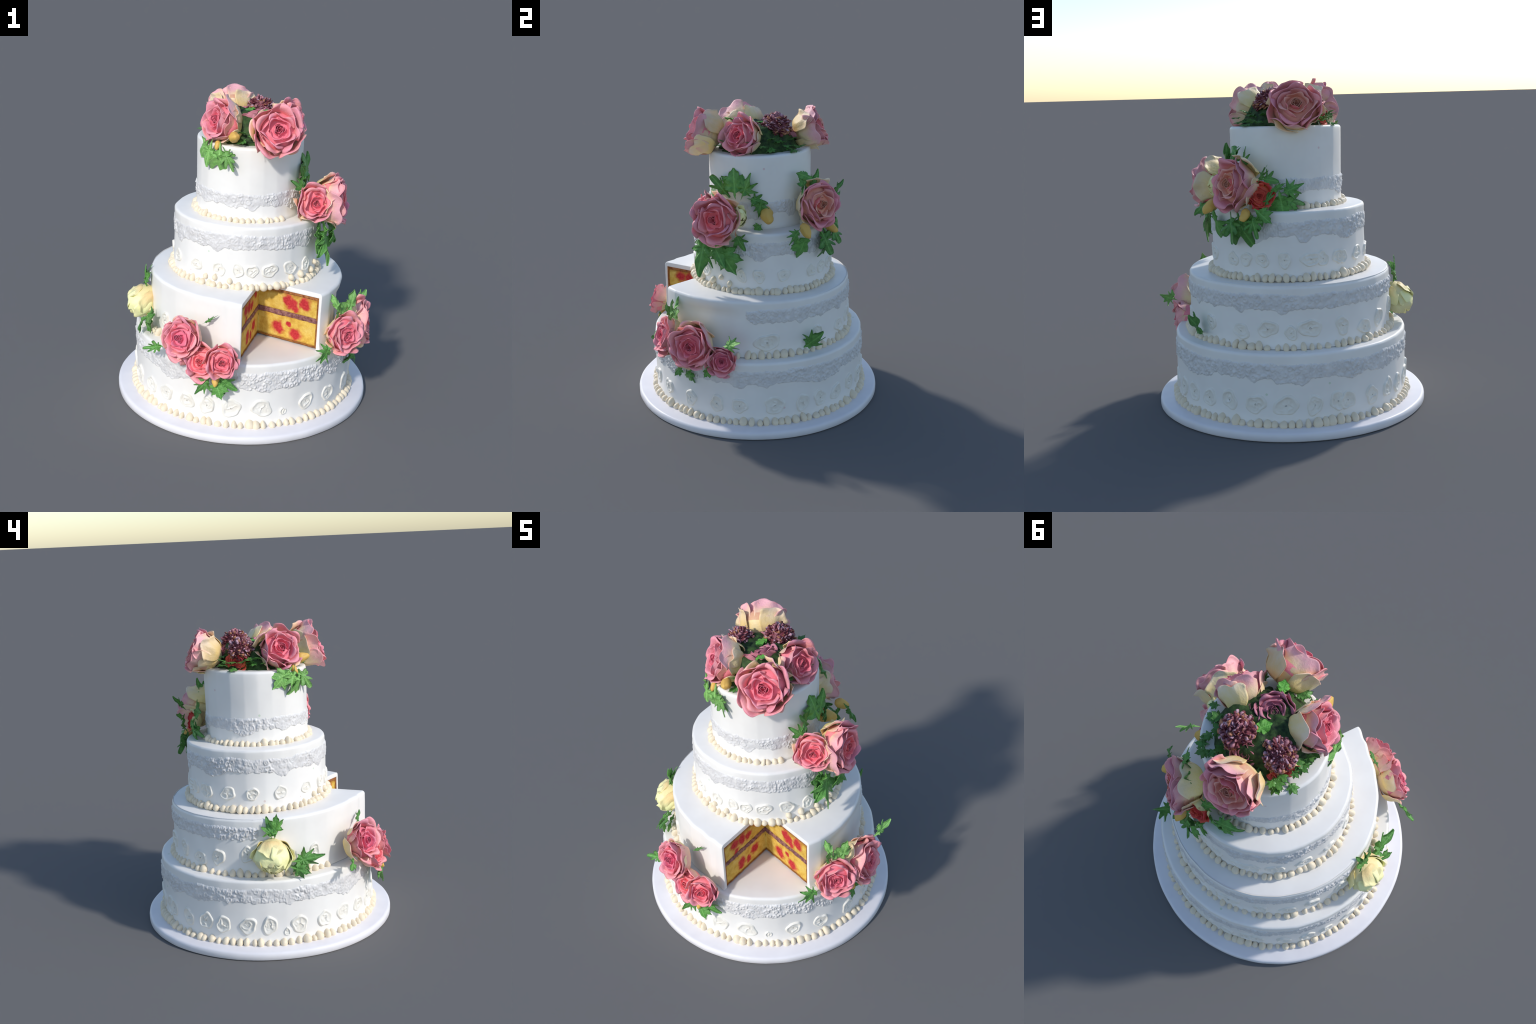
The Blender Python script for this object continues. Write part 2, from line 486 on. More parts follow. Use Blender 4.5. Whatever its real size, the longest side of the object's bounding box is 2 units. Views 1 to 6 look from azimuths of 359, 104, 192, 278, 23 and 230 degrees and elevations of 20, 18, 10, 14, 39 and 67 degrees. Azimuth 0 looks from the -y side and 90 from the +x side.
def lace_band(T, parent, zlo, zhi, amp, span=(-180, 180), n=1000, nv=52, seed=1.0):
    za, zb = zlo - 0.075, zhi + 0.035
    whole = span == (-180, 180)
    v = []
    for i in range(n):
        deg = span[0] + (span[1] - span[0]) * i / (n if whole else n - 1)
        a = rad(deg)
        keep = 1.0 if whole else smooth(span[0], span[0] + 7, deg) * (1 - smooth(span[1] - 7, span[1], deg))
        sx, cx = math.sin(a) * T.r, math.cos(a) * T.r
        lobe = smooth(-.1, .55, nz(sx * 8 + seed, cx * 8, 4))
        drop = 0.040 * lobe + 0.016 * abs(nz(sx * 22, cx * 22, seed)) + 0.008 * nz(sx * 48, cx * 48, seed) - 0.012
        low = zlo - drop * keep + (1 - keep) * .05
        top = zhi + 0.016 * nz(sx * 6, cx * 6, seed + 9)
        rich = 0.60 + 0.7 * smooth(-0.2, 0.35, nz(sx * 9 + 3, cx * 9, seed))
        for j in range(nv):
            z = za + (zb - za) * j / (nv - 1)
            m = smooth(low - .004, low + .004, z) * (1 - smooth(top - 0.03, top + .006, z)) * smooth(0, .3, keep)
            P = Vector((sx, cx, z)) + noise.noise_vector(Vector((sx, cx, z)) * 30) * .006
            d, _ = noise.voronoi(P * 33)
            ring = math.exp(-((d[0] - .42) / .13) ** 2)          # little rosettes: ring and eye
            eye = math.exp(-(d[0] / .16) ** 2)
            d2, _ = noise.voronoi(P * 85)
            h = amp * rich * (0.75 * ring + 0.7 * eye + 0.55 * (0.55 - d2[0])) + 0.003 * nz(sx * 30, cx * 30, z * 30)
            off = -0.006 + m * (0.0078 + max(-0.0012, h))
            v.append(T.point(a, z, off))
    return put("lace_band", mesh("lace_band", v, grid_faces(n, nv, whole), [mat_lace(zhi)]), parent)

lace_band(T1, tier_low, 0.322, 0.436, 0.0082, seed=1.3, n=1400)
lace_band(T2, tier_cut, 0.700, 0.812, 0.0082, span=(97, 275), seed=5.1, n=640)
lace_band(T3, tier_mid, 1.100, 1.214, 0.0082, seed=8.7, n=950)
lace_band(T4, tier_top, 1.345, 1.445, 0.0070, seed=3.9, n=750)

# ---- embossed medallions: (azimuth, height, half width, half height)
def medallion(T, parent, az, z, w, h, seed):
    q = random.Random(seed)
    ph = [q.uniform(0, TAU) for _ in range(4)]
    a0 = rad(az); na, nr = 44, 16
    style = q.random()
    v = [None]
    rr = [0.0] + [k / nr for k in range(1, nr + 1)]
    pts = []
    for i in range(na):
        t = TAU * i / na
        blob = 1 + .10 * math.sin(2 * t + ph[0]) + .07 * math.sin(3 * t + ph[1]) + .05 * math.sin(5 * t + ph[2])
        for k in range(1, nr + 1):
            r = k / nr
            x, y = w * blob * r * math.cos(t), h * blob * r * math.sin(t)
            rim = math.exp(-((r - .80) / .14) ** 2) * (0.75 + 0.35 * math.sin(t + ph[3]))
            inner = (1 - smooth(.5, .75, r))
            wx, wy = x + .010 * nz(x * 40, y * 40, seed), y + .010 * nz(x * 40, y * 40, seed + 5)
            ridge = max(0.0, 1 - 4.5 * abs(nz(wx * 26 + seed, wy * 26, style)))      # squiggly piped lines
            bumps = 1.1 * ridge + .6 * abs(nz(x * 60, y * 60, seed))
            hgt = 0.0095 * rim + inner * 0.0055 * bumps + 0.003
            hgt = hgt * (1 - smooth(.9, 1.0, r)) - 0.004 * smooth(.93, 1.0, r)
            pts.append(T.point(a0 + x / T.r, z + y, hgt))
    c = sum((pts[i * nr] for i in range(na)), Vector()) / na
    v = pts + [c]
    f = [g for g in grid_faces(na, nr, True)]
    f += [(i * nr, ((i + 1) % na) * nr, len(v) - 1) for i in range(na)]
    return put("medallion", mesh("medallion", v, [g[::-1] for g in f], [M["medal"]]), parent)

MED1 = [-142, -128, -116, -106, -93, -82, -67, -53, -41, -28, -17, -5, 10, 34, 49, 67, 83, 95, 113, 128, 138.5, 150, 162, 175, -171, -158, -147]
for i, a in enumerate(MED1):
    big = {10: .062, 68: .066, -93: .054, -171: .072, 113: .068, -5: .062, 175: .058, -67: .056}.get(a, .047)
    medallion(T1, tier_low, a, 0.178 + 0.016 * nz(i * 1.7, 3), big * 1.1, .060 + .006 * nz(i * 2.3, 8), 100 + i)
medallion(T1, tier_low, -73.5, 0.133, .022, .026, 171); medallion(T1, tier_low, 21, .146, .022, .026, 172)
for i, (a, z, w, h) in enumerate([(-112, .588, .050, .058), (-94, .62, .045, .06), (-54, .597, .045, .055), (111, .578, .085, .062), (144, .60, .04, .05),
                                  (165, .575, .055, .050), (180, .597, .064, .050), (-168, .574, .036, .046), (-158, .598, .07, .058), (-140, .594, .045, .060),
                                  (-125, .562, .055, .05)]):
    medallion(T2, tier_cut, a, z, w, h, 200 + i)
for i, a in enumerate([-143, -126, -107, -87, -65, -41, -21, -6, 5, 19, 37, 54, 88, 102, 122, 148, 160, 173, -171, -152, -130]):
    medallion(T3, tier_mid, a, .972 + .010 * nz(i * 1.3, 5), {19: .055, -152: .062, -107: .056, 37: .054}.get(a, .042), .046 + .006 * nz(i * 3.1, 1), 300 + i)

# ---- piped bead borders
def bead_mesh(seed):
    q = random.Random(seed); nu, nv = 18, 12
    v, f = [], []
    for i in range(nu):
        t = TAU * i / nu
        for j in range(nv):
            p = math.pi * (j + .0) / (nv - 1)
            r = math.sin(p) * (1 + .10 * nz(math.cos(t) * 1.5 + seed, math.sin(t) * 1.5, p))
            x, y, z = r * math.cos(t), r * math.sin(t), -math.cos(p)
            if z > 0:                       # teardrop tail leaning to the wall (+y)
                y += 0.35 * z * z; x *= 1 - .22 * z
            v.append((x, y, z))
    return mesh("bead", v, grid_faces(nu, nv, True), [M["bead"]])
BEADS = [bead_mesh(k) for k in range(4)]

def bead_border(T, parent, z, n, gap, size, skip=(), extra=()):
    ring = bpy.data.objects.new("bead_border", None)
    bpy.context.scene.collection.objects.link(ring); ring.parent = cake
    q = random.Random(n)
    a = 0.0
    slots = [TAU * (i + q.uniform(-.17, .17)) / n for i in range(n)]
    for a in slots:
        d = wrap(math.degrees(a))
        if any(p <= d <= e for p, e in skip):
            continue
        s = size * q.uniform(.76, 1.18)
        sx, sz = s * q.uniform(.74, 1.2), s * q.uniform(.95, 1.35)
        p = T.c + azdir(a) * (T.R(a, z) + gap + q.uniform(-.004, .004))
        p.z = z + sz * .62
        m = Matrix.Translation(p) @ Matrix.Rotation(a, 4, 'Z') @ Matrix.Rotation(q.uniform(-.3, .3), 4, 'Y') @ Matrix.Diagonal((sx, s, sz, 1))
        put("bead", BEADS[q.randrange(4)], ring, m)
    for d, up, s in extra:
        a = rad(d)
        p = T.c + azdir(a) * (T.R(a, z) + gap * .5); p.z = z + up
        put("bead", BEADS[q.randrange(4)], ring, Matrix.Translation(p) @ Matrix.Rotation(a, 4, 'Z') @ Matrix.Diagonal((s, s, s * 1.15, 1)))
    return ring

bead_border(T1, cake, 0.050, 96, 0.006, 0.0245)
bead_border(T2, cake, 0.475, 80, 0.006, 0.0225, skip=[(-42, 78)])
bead_border(T3, cake, 0.853, 74, 0.006, 0.0212,
            extra=[(-32, .055, .016), (-24, .06, .017), (-12, .05, .017), (38, .055, .019), (48, .06, .021), (62, .06, .02), (78, .058, .018), (70, .09, .016)])
bead_border(T4, cake, 1.250, 58, 0.006, 0.0198, skip=[(38, 150)])

# ------------------------------------------------------------------ roses
def catmull(P, t):
    n = len(P) - 1
    t = min(max(t, 0), 1) * n
    i = min(int(t), n - 1); u = t - i
    p0, p1, p2, p3 = P[max(i - 1, 0)], P[i], P[i + 1], P[min(i + 2, n)]
    return tuple(0.5 * (2 * b + (c - a) * u + (2 * a - 5 * b + 4 * c - d) * u * u + (3 * b - a - 3 * c + d) * u ** 3)
                 for a, b, c, d in zip(p0, p1, p2, p3))

def petal_mesh(prof, half, seed, mats, ruffle=0.05, point=0.05, reflex=0.05, spiral=0.05, thick=0.026):
    """petal as a patch of a surface of revolution: profile (rho, z) from base to tip, angular half width"""
    nu, nv = 19, 15
    V = np.zeros((nu, nv, 3))
    q = random.Random(seed); f0, f1, f2 = (q.uniform(0, TAU) for _ in range(3)); lean = q.uniform(-.25, .25)
    for i in range(nu):
        u = 2 * i / (nu - 1) - 1
        for j in range(nv):
            v = j / (nv - 1)
            w = half * (0.38 + 0.62 * math.sin(min(v / .6, 1) * math.pi / 2))
            ve = v * (1 - .20 * abs(u) ** 3 + point * math.exp(-((u - lean) / .22) ** 2) - .04 * (1 + math.sin(u * 5 + f0)) * v)
            r, z = catmull(prof, ve)
            if ve > 1:
                r += (ve - 1) * 0.6
            r *= 1 + spiral * u
            k = max(0, (v - .7) / .3)
            rf = reflex * k * k * (1 + .7 * math.sin(u * 3 + f1))
            r += rf + ruffle * v * v * math.sin(u * 4.2 + f2) * .6
            z += -rf * .5 + ruffle * v * v * math.sin(u * 5.1 + f1) * .5
            r += reflex * .8 * abs(u) ** 4 * v
            ph = u * w
            x, y = r * math.cos(ph), r * math.sin(ph)
            nn = noise.noise_vector(Vector((x * 2.2 + seed * 1.7, y * 2.2, z * 2.2))) * (ruffle * 1.1 * v)
            V[i, j] = (x + nn.x, y + nn.y, z + nn.z)
    du = np.gradient(V, axis=0); dv = np.gradient(V, axis=1)
    N = np.cross(du, dv); L = np.linalg.norm(N, axis=2, keepdims=True); N = N / np.maximum(L, 1e-9)
    vv = np.linspace(0, 1, nv)[None, :, None]
    B = V - N * thick * (1.1 - .55 * vv)
    # N points outward (away from axis) for these patches or inward; keep inner face as front
    verts = V.reshape(-1, 3).tolist() + B.reshape(-1, 3).tolist()
    o = nu * nv
    ff = grid_faces(nu, nv); fb = grid_faces(nu, nv, off=o, flip=True)
    rim = []
    loop = [(i, 0) for i in range(nu)] + [(nu - 1, j) for j in range(1, nv)] + [(i, nv - 1) for i in range(nu - 2, -1, -1)] + [(0, j) for j in range(nv - 2, 0, -1)]
    for a, b in zip(loop, loop[1:] + loop[:1]):
        ia, ib = a[0] * nv + a[1], b[0] * nv + b[1]
        rim.append((ib, ia, ia + o, ib + o))
    outer = float(np.mean((N * V)[..., :2].sum(2))) > 0     # is +N the outer side?
    mf, mb = (1, 0) if outer else (0, 1)
    idx = [mf] * len(ff) + [mb] * len(fb) + [0] * len(rim)
    return mesh("petal", verts, ff + fb + rim, mats, idx)

#        profile (rho, z)                                             half angle  ruffle point reflex
LAYERS = {
 "heart": ([(.04, -.60), (.17, -.40), (.21, -.16), (.19, -.05)], 1.15, .05, .02, .02),
 "inner": ([(.06, -.68), (.31, -.43), (.37, -.14), (.36, .00)], 0.98, .065, .03, .04),
 "middle": ([(.08, -.78), (.46, -.50), (.55, -.18), (.55, .00)], 0.86, .075, .05, .07),
 "wide": ([(.12, -.88), (.62, -.62), (.74, -.24), (.77, -.02)], 0.78, .085, .07, .09),
 "outer": ([(.16, -1.0), (.70, -.80), (.88, -.38), (.93, -.09)], 0.72, .095, .09, .09),
 "guard": ([(.14, -1.08), (.64, -1.0), (.86, -.66), (.95, -.33)], 0.66, .09, .08, .09),
 "closed": ([(.10, -1.0), (.70, -.72), (.88, -.26), (.50, .08)], 0.85, .08, .06, .03),
 "closed_in": ([(.10, -.9), (.52, -.6), (.62, -.10), (.08, .18)], 1.1, .06, .02, .0),
}
_cache = {}
def petal(layer, variant, front, back):
    key = (layer, variant, front, back)
    if key not in _cache:
        prof, half, ruf, pt, rfx = LAYERS[layer]
        _cache[key] = petal_mesh(prof, half, variant * 13 + len(layer) * 7 + ord(layer[0]), [M[front], M[back]], ruf, pt, rfx)
    return _cache[key]

def heart_mesh(mat_in, mat_out, seed):
    """ruffled spiral heart plus the cone that carries the petals"""
    q = random.Random(seed); v, f, idx = [], [], []
    nu, nv = 90, 7
    for side in (0, 1):
        off = len(v)
        for i in range(nu):
            t = i / (nu - 1); a = t * TAU * 2.6
            r0 = 0.03 + 0.14 * t
            for j in range(nv):
                k = j / (nv - 1)
                r = r0 * (.6 + .5 * k) + .018 * math.sin(a * 3.7 + seed) * k + (0.016 if side else 0)
                z = -.45 + .43 * k + .03 * math.sin(a * 2.3 + seed * 2) * k - .10 * (1 - t) * k
                v.append((r * math.cos(a), r * math.sin(a), z))
        f += grid_faces(nu, nv, off=off, flip=bool(side)); idx += [0] * ((nu - 1) * (nv - 1))
    f += [(i * nv + nv - 1, nu * nv + i * nv + nv - 1, nu * nv + (i + 1) * nv + nv - 1, (i + 1) * nv + nv - 1) for i in range(nu - 1)]
    idx += [0] * (nu - 1)
    prof = [(.0, -1.12), (.16, -1.12), (.46, -1.0), (.74, -.76), (.82, -.52), (.66, -.30), (.42, -.22), (.20, -.24), (0, -.28)]
    off = len(v); n = 24
    for i in range(n):
        for r, z in prof:
            v.append((r * math.cos(TAU * i / n), r * math.sin(TAU * i / n), z))
    g = grid_faces(n, len(prof), True, off); f += g
    for gq in g:
        idx.append(1 if (gq[0] - off) % len(prof) < 3 else 0)
    return mesh("rose", v, f, [M[mat_in], M[mat_out]], idx)

PALETTES = {   # layer -> (inner face, outer face)
 "pink": dict(heart=("hot", "pink"), inner=("hot", "pink"), middle=("pink", "pink_back"), wide=("pink", "pink_back"), outer=("pink", "pink_back"), guard=("pink_back", "cream")),
 "creamy": dict(heart=("hot", "pink"), inner=("hot", "pink"), middle=("pink", "pink_back"), wide=("pink", "pink_back"), outer=("pink", "pink_back"), guard=("pink_back", "cream")),
 "apricot": dict(heart=("tan", "pink"), inner=("tan", "pink"), middle=("tan", "pink_back"), wide=("pink", "pink_back"), outer=("pink", "pink_back"), guard=("cream", "cream")),
 "hot": dict(heart=("hot", "hot"), inner=("hot", "hot"), middle=("hot", "pink"), wide=("pink", "pink"), outer=("pink", "pink"), guard=("pink_back", "cream")),
 "dusk": dict(heart=("dusk",) * 2, inner=("dusk",) * 2, middle=("dusk",) * 2, wide=("dusk",) * 2, outer=("dusk",) * 2, guard=("dusk",) * 2),
 "red": dict(heart=("red",) * 2, inner=("red",) * 2, middle=("red",) * 2, wide=("red",) * 2, outer=("red", "peach"), guard=("peach", "peach")),
 "yellow": dict(heart=("yellow",) * 2, closed=("yellow",) * 2, closed_in=("yellow",) * 2, outer=("yellow", "peach"), guard=("yellow", "peach"), middle=("yellow",) * 2),
}
FULL = [("heart", 3), ("inner", 4), ("middle", 4), ("wide", 5), ("outer", 5), ("guard", 4)]
SMALL = [("heart", 3), ("inner", 4), ("middle", 4), ("wide", 4), ("outer", 4)]

def rose(pos, facing, R, palette="pink", layers=FULL, seed=1, depth=1.0, aspect=1.0, roll=0.0, lift=0.0, tiny=False):
    q = random.Random(seed)
    pal = PALETTES[palette]
    pos = Vector(pos) + Vector(facing).normalized() * (0.10 * R + lift)
    first = pal.get("heart", ("yellow", "yellow"))[0]
    last = list(pal.values())[-1][1]
    o = put("rose", heart_mesh(first, last, seed), cake, frame(pos, facing, roll, (R * aspect, R, R * depth)))
    joined = []
    for layer, n in layers:
        a0 = q.uniform(0, TAU)
        for k in range(n):
            front, back = pal[layer]
            me = petal(layer, q.randrange(3), front, back)
            ang = a0 + TAU * k / n + q.uniform(-.28, .28)
            s = q.uniform(.90, 1.08)
            m = Matrix.Rotation(ang, 4, 'Z') @ Matrix.Rotation(q.uniform(-.10, .08), 4, 'Y') @ Matrix.Diagonal((s, s, s * q.uniform(.95, 1.05), 1))
            if tiny or layer in ("heart", "inner"):
                joined.append((me, m))           # tightly furled heart petals belong to the rose core
            else:
                put("petal", me, o, m)
    import bmesh
    bm = bmesh.new(); bm.from_mesh(o.data)
    mats = list(o.data.materials)
    for me, m in joined:
        slot = []
        for mt in me.materials:
            if mt not in mats:
                mats.append(mt); o.data.materials.append(mt)
            slot.append(mats.index(mt))
        vs = [bm.verts.new(m @ v.co) for v in me.vertices]
        for p in me.polygons:
            f = bm.faces.new([vs[t] for t in p.vertices]); f.smooth = True; f.material_index = slot[p.material_index]
    bm.to_mesh(o.data); bm.free()
    return o

# top bouquet
rose((.160, -.376, 1.856), (.08, -.93, .34), .146, "creamy", seed=3, depth=1.3)
rose((-.232, -.184, 1.866), (-.77, -.50, .38), .134, "creamy", seed=14, depth=1.3, lift=-.004)
rose((.282, -.045, 1.848), (.84, -.42, .34), .128, "creamy", seed=25, depth=1.3)
rose((-.152, .412, 1.866), (-.17, .88, .42), .140, "apricot", seed=36, depth=1.35, aspect=1.14)
rose((.005, -.040, 1.885), (-.35, .25, .90), .100, "dusk", SMALL, seed=41, tiny=True)
rose((-.055, .215, 1.845), (-.3, .5, .8), .070, "dusk", SMALL, seed=43, tiny=True)
rose((.135, .045, 1.850), (.4, .3, .85), .070, "dusk", SMALL, seed=44, tiny=True)
# side cluster between third and fourth tier
rose((.604, -.118, 1.372), (.97, -.20, .15), .150, "pink", seed=52, lift=-.010, depth=1.2)
rose((.418, -.266, 1.378), (.30, -.92, .20), .114, "hot", seed=63, lift=-.004, depth=1.2)
rose((.250, .520, 1.420), (.60, .78, .14), .148, "apricot", seed=74, depth=1.25, lift=-.008)
rose((.057, .505, 1.347), (-.15, .95, .10), .082, "red", SMALL, seed=85)
rose((.480, .030, 1.355), (.50, .82, -.10), .072, "yellow", [("closed_in", 4), ("closed", 5), ("guard", 4)], seed=91)
# left cluster beside the cut
rose((-.388, -.694, .630), (-.50, -.80, .32), .130, "hot", seed=96, lift=.014, depth=1.1)
rose((-.262, -.756, .508), (-.30, -.88, .30), .110, "hot", SMALL, seed=107, lift=.010, depth=1.1)
rose((-.130, -.805, .532), (.10, -.95, .26), .104, "hot", SMALL, seed=118, lift=.014, depth=1.2)
# right cluster beside the cut
rose((.650, -.470, .592), (.52, -.82, .22), .126, "pink", seed=129, depth=1.1)
rose((.786, -.232, .586), (.97, -.12, .16), .142, "pink", seed=130, lift=.012, depth=1.25)
rose((.754, -.030, .494), (.95, .22, .16), .098, "pink", SMALL, seed=141, lift=.010, depth=1.3)
# yellow bud on the left
rose((-.716, -.122, .568), (-.52, -.05, -.85), .098, "yellow", [("closed_in", 4), ("closed", 5), ("closed", 5), ("guard", 3)], seed=155, depth=1.75, aspect=1.32)

# ------------------------------------------------------------------ leaves
def leaf_mesh(seed, lobes, mat, curl=0.25, name="leaf"):
    """palmate leaf: pointed lobes around a blade centre, thin stalk at y=0, tip at y=1"""
    q = random.Random(seed); na, nr = 96, 8
    cy = .40
    V = np.zeros((na, nr, 3))
    for i in range(na):
        t = TAU * i / na
        r = .0
        for ang, ln, w in lobes:
            d = abs((t - rad(ang) + math.pi) % TAU - math.pi) / rad(w)
            if d < 1:
                side = 1 - d
                tooth = 1 + .12 * math.cos(d * 8 + seed)
                r = max(r, ln * (side ** .78) * tooth)
        r = max(r, .19)
        for k in range(nr):
            s = (k + .001) / (nr - 1)
            x, y = r * s * math.cos(t), cy + r * s * math.sin(t)
            z = -curl * (y - .1) ** 2 * .7 - .35 * x * x + .08 * abs(x) + .05 * math.sin(x * 9 + seed) * s + .04 * math.sin(t * 5 + seed) * s * s
            V[i, k] = (x, y, z)
    verts = V.reshape(-1, 3).tolist(); o = na * nr
    B = V.copy(); B[..., 2] -= .022
    verts += B.reshape(-1, 3).tolist()
    fs = grid_faces(na, nr, True, flip=True) + grid_faces(na, nr, True, off=o)
    fs += [(i * nr + nr - 1, ((i + 1) % na) * nr + nr - 1, o + ((i + 1) % na) * nr + nr - 1, o + i * nr + nr - 1) for i in range(na)]
    return mesh(name, verts, fs, [M[mat]])

LOBES = [   # (direction, length, angular half width) of each lobe; the last is the stalk
 [(90, .62, 44), (42, .54, 36), (138, .55, 36), (-4, .42, 34), (184, .40, 34), (270, .40, 16)],
 [(92, .66, 36), (54, .52, 28), (130, .50, 28), (14, .46, 30), (168, .48, 30), (-28, .30, 26), (208, .28, 26), (270, .40, 16)],
 [(88, .62, 50), (36, .56, 38), (142, .46, 40), (-12, .36, 32), (192, .42, 32), (270, .40, 16)],
 [(90, .68, 34), (56, .46, 26), (124, .50, 26), (20, .50, 28), (160, .44, 28), (-20, .34, 26), (200, .36, 26), (270, .40, 16)]]
LEAF = {m: [leaf_mesh(k * 5 + 2, LOBES[k], m, c) for k, c in enumerate((.35, .15, .55, -.15))] for m in ("leaf", "leaf_bright", "leaf_pale")}
OVAL = {m: leaf_mesh(77, [(90, .62, 70), (30, .36, 60), (150, .34, 60), (270, .42, 45)], m, .3) for m in ("leaf", "leaf_bright", "leaf_pale")}

def leaf(base, tip, normal, width=1.0, variant=0, mat="leaf", oval=False, name="leaf"):
    b, t = Vector(base), Vector(tip)
    y = t - b; L = y.length; y.normalize()
    z = Vector(normal); z = (z - y * z.dot(y)).normalized(); x = y.cross(z)
    L *= 1.1
    m = Matrix.Translation(b) @ Matrix((x, y, z)).transposed().to_4x4() @ Matrix.Diagonal((L * width * 1.08, L, L * 1.3, 1))
    return put(name, OVAL[mat] if oval else LEAF[mat][variant % 4], cake, m)

def out(p, c=(0, .02), up=.25):          # outward normal from the cake axis
    v = Vector((p[0] - c[0], p[1] - c[1], 0)).normalized(); v.z = up
    return v

WALL_LEAVES = [  # base, tip, width, variant, material
 ((-.25, -.24, 1.75), (-.335, -.15, 1.62), .9, 0, "leaf_pale"), ((-.24, -.26, 1.75), (-.275, -.235, 1.60), .8, 1, "leaf_pale"),
 ((-.20, -.27, 1.74), (-.19, -.31, 1.55), .95, 2, "leaf_pale"), ((-.18, -.28, 1.72), (-.11, -.33, 1.60), .8, 3, "leaf_pale"),
 ((.36, -.03, 1.45), (.36, -.06, 1.64), 1.1, 0, "leaf"), ((.36, .00, 1.45), (.375, .06, 1.60), 1.0, 1, "leaf"), ((.36, .04, 1.46), (.36, .15, 1.44), .9, 2, "leaf"),
 ((.34, -.08, 1.45), (.315, -.19, 1.57), .9, 3, "leaf"), ((.36, .14, 1.47), (.37, .12, 1.36), .9, 1, "leaf"), ((.36, .14, 1.30), (.37, .09, 1.25), 1.1, 0, "leaf"),
 ((.345, -.18, 1.42), (.305, -.235, 1.50), .8, 2, "leaf"),
 ((.47, -.20, 1.26), (.52, -.25, 1.01), .8, 1, "leaf"), ((.46, -.18, 1.24), (.44, -.27, 1.08), .7, 3, "leaf"), ((.53, -.12, 1.23), (.575, -.01, 1.02), .9, 0, "leaf"),
 ((.50, .00, 1.27), (.53, .05, 1.18), 1.0, 2, "leaf"), ((.53, -.15, 1.23), (.57, -.07, 1.08), .95, 1, "leaf"),
 ((.34, .43, 1.27), (.36, .39, 1.08), .8, 0, "leaf"), ((.20, .52, 1.26), (.13, .57, 1.08), .95, 2, "leaf"),
 ((.24, .50, 1.26), (.21, .55, 1.10), .9, 3, "leaf"), ((.40, .40, 1.30), (.49, .36, 1.23), .8, 1, "leaf"),
 ((.08, .54, 1.28), (-.01, .59, 1.21), 1.0, 0, "leaf"), ((.11, .54, 1.26), (.06, .58, 1.13), .9, 3, "leaf"),
 ((-.05, .46, 1.38), (-.075, .47, 1.22), 1.25, 0, "leaf"), ((-.05, .46, 1.35), (-.17, .43, 1.40), .9, 1, "leaf"), ((-.06, .46, 1.33), (-.18, .43, 1.30), .8, 2, "leaf"),
 ((.06, .46, 1.44), (-.03, .45, 1.43), 1.3, 2, "leaf"),
 ((.18, .42, 1.46), (.15, .46, 1.60), .45, 1, "leaf"), ((.28, .37, 1.48), (.22, .41, 1.61), .6, 0, "leaf"),
 ((.06, .53, 1.42), (.00, .595, 1.51), .35, 1, "leaf"), ((.00, .52, 1.36), (-.09, .58, 1.42), .35, 0, "leaf"), ((.03, .53, 1.27), (-.02, .57, 1.38), .3, 2, "leaf"),
 ((-.636, -.13, .73), (-.68, -.155, .87), .75, 0, "leaf"), ((-.66, -.12, .72), (-.675, -.10, .84), .8, 2, "leaf"),
 ((-.63, -.22, .57), (-.615, -.41, .605), .7, 1, "leaf"), ((-.65, -.22, .55), (-.70, -.34, .53), .8, 0, "leaf"), ((-.62, -.22, .55), (-.60, -.32, .50), .8, 3, "leaf"),
 ((.45, .43, .505), (.495, .555, .62), .85, 1, "leaf"),
 ((-.17, -.76, .42), (-.134, -.82, .30), .95, 0, "leaf"), ((-.19, -.76, .42), (-.275, -.80, .335), .9, 1, "leaf"), ((-.16, -.76, .42), (-.06, -.80, .35), .9, 2, "leaf"),
 ((-.48, -.62, .54), (-.60, -.60, .515), .6, 3, "leaf"), ((-.26, -.63, .70), (-.18, -.65, .76), .25, 1, "leaf"),
 ((.56, -.50, .52), (.47, -.61, .485), .9, 1, "leaf"), ((.72, -.25, .42), (.70, -.295, .27), .55, 2, "leaf"), ((.70, -.30, .42), (.735, -.36, .36), .8, 0, "leaf"),
 ((.72, -.10, .44), (.76, -.15, .38), .9, 0, "leaf"), ((.755, -.02, .60), (.825, .09, .655), .7, 1, "leaf_pale"),
]
for b, t, w, k, m in WALL_LEAVES:
    leaf(b, t, out(b), w, k, m)
for b, t, n, w, m in [((.60, -.40, .70), (.645, -.36, .76), (.6, -.7, .4), 1.1, "leaf_pale"), ((.60, -.40, .70), (.55, -.40, .82), (.3, -.9, .3), .5, "leaf_pale"),
                      ((.65, -.39, .70), (.685, -.395, .84), (.3, -.9, .2), .6, "leaf_pale"), ((.57, -.43, .68), (.605, -.45, .78), (.9, -.3, .2), .6, "leaf"),
                      ((.00, .11, 1.88), (-.04, .02, 1.90), (-.2, .1, 1), 1.1, "leaf_bright"), ((.04, -.12, 1.90), (.075, -.175, 1.935), (-.1, -.2, 1), 1.2, "leaf_bright"),
                      ((.20, .43, 1.57), (.26, .36, 1.62), (.7, .6, .5), .8, "leaf")]:
    leaf(b, t, n, w * 1.2, mat=m, oval=True)

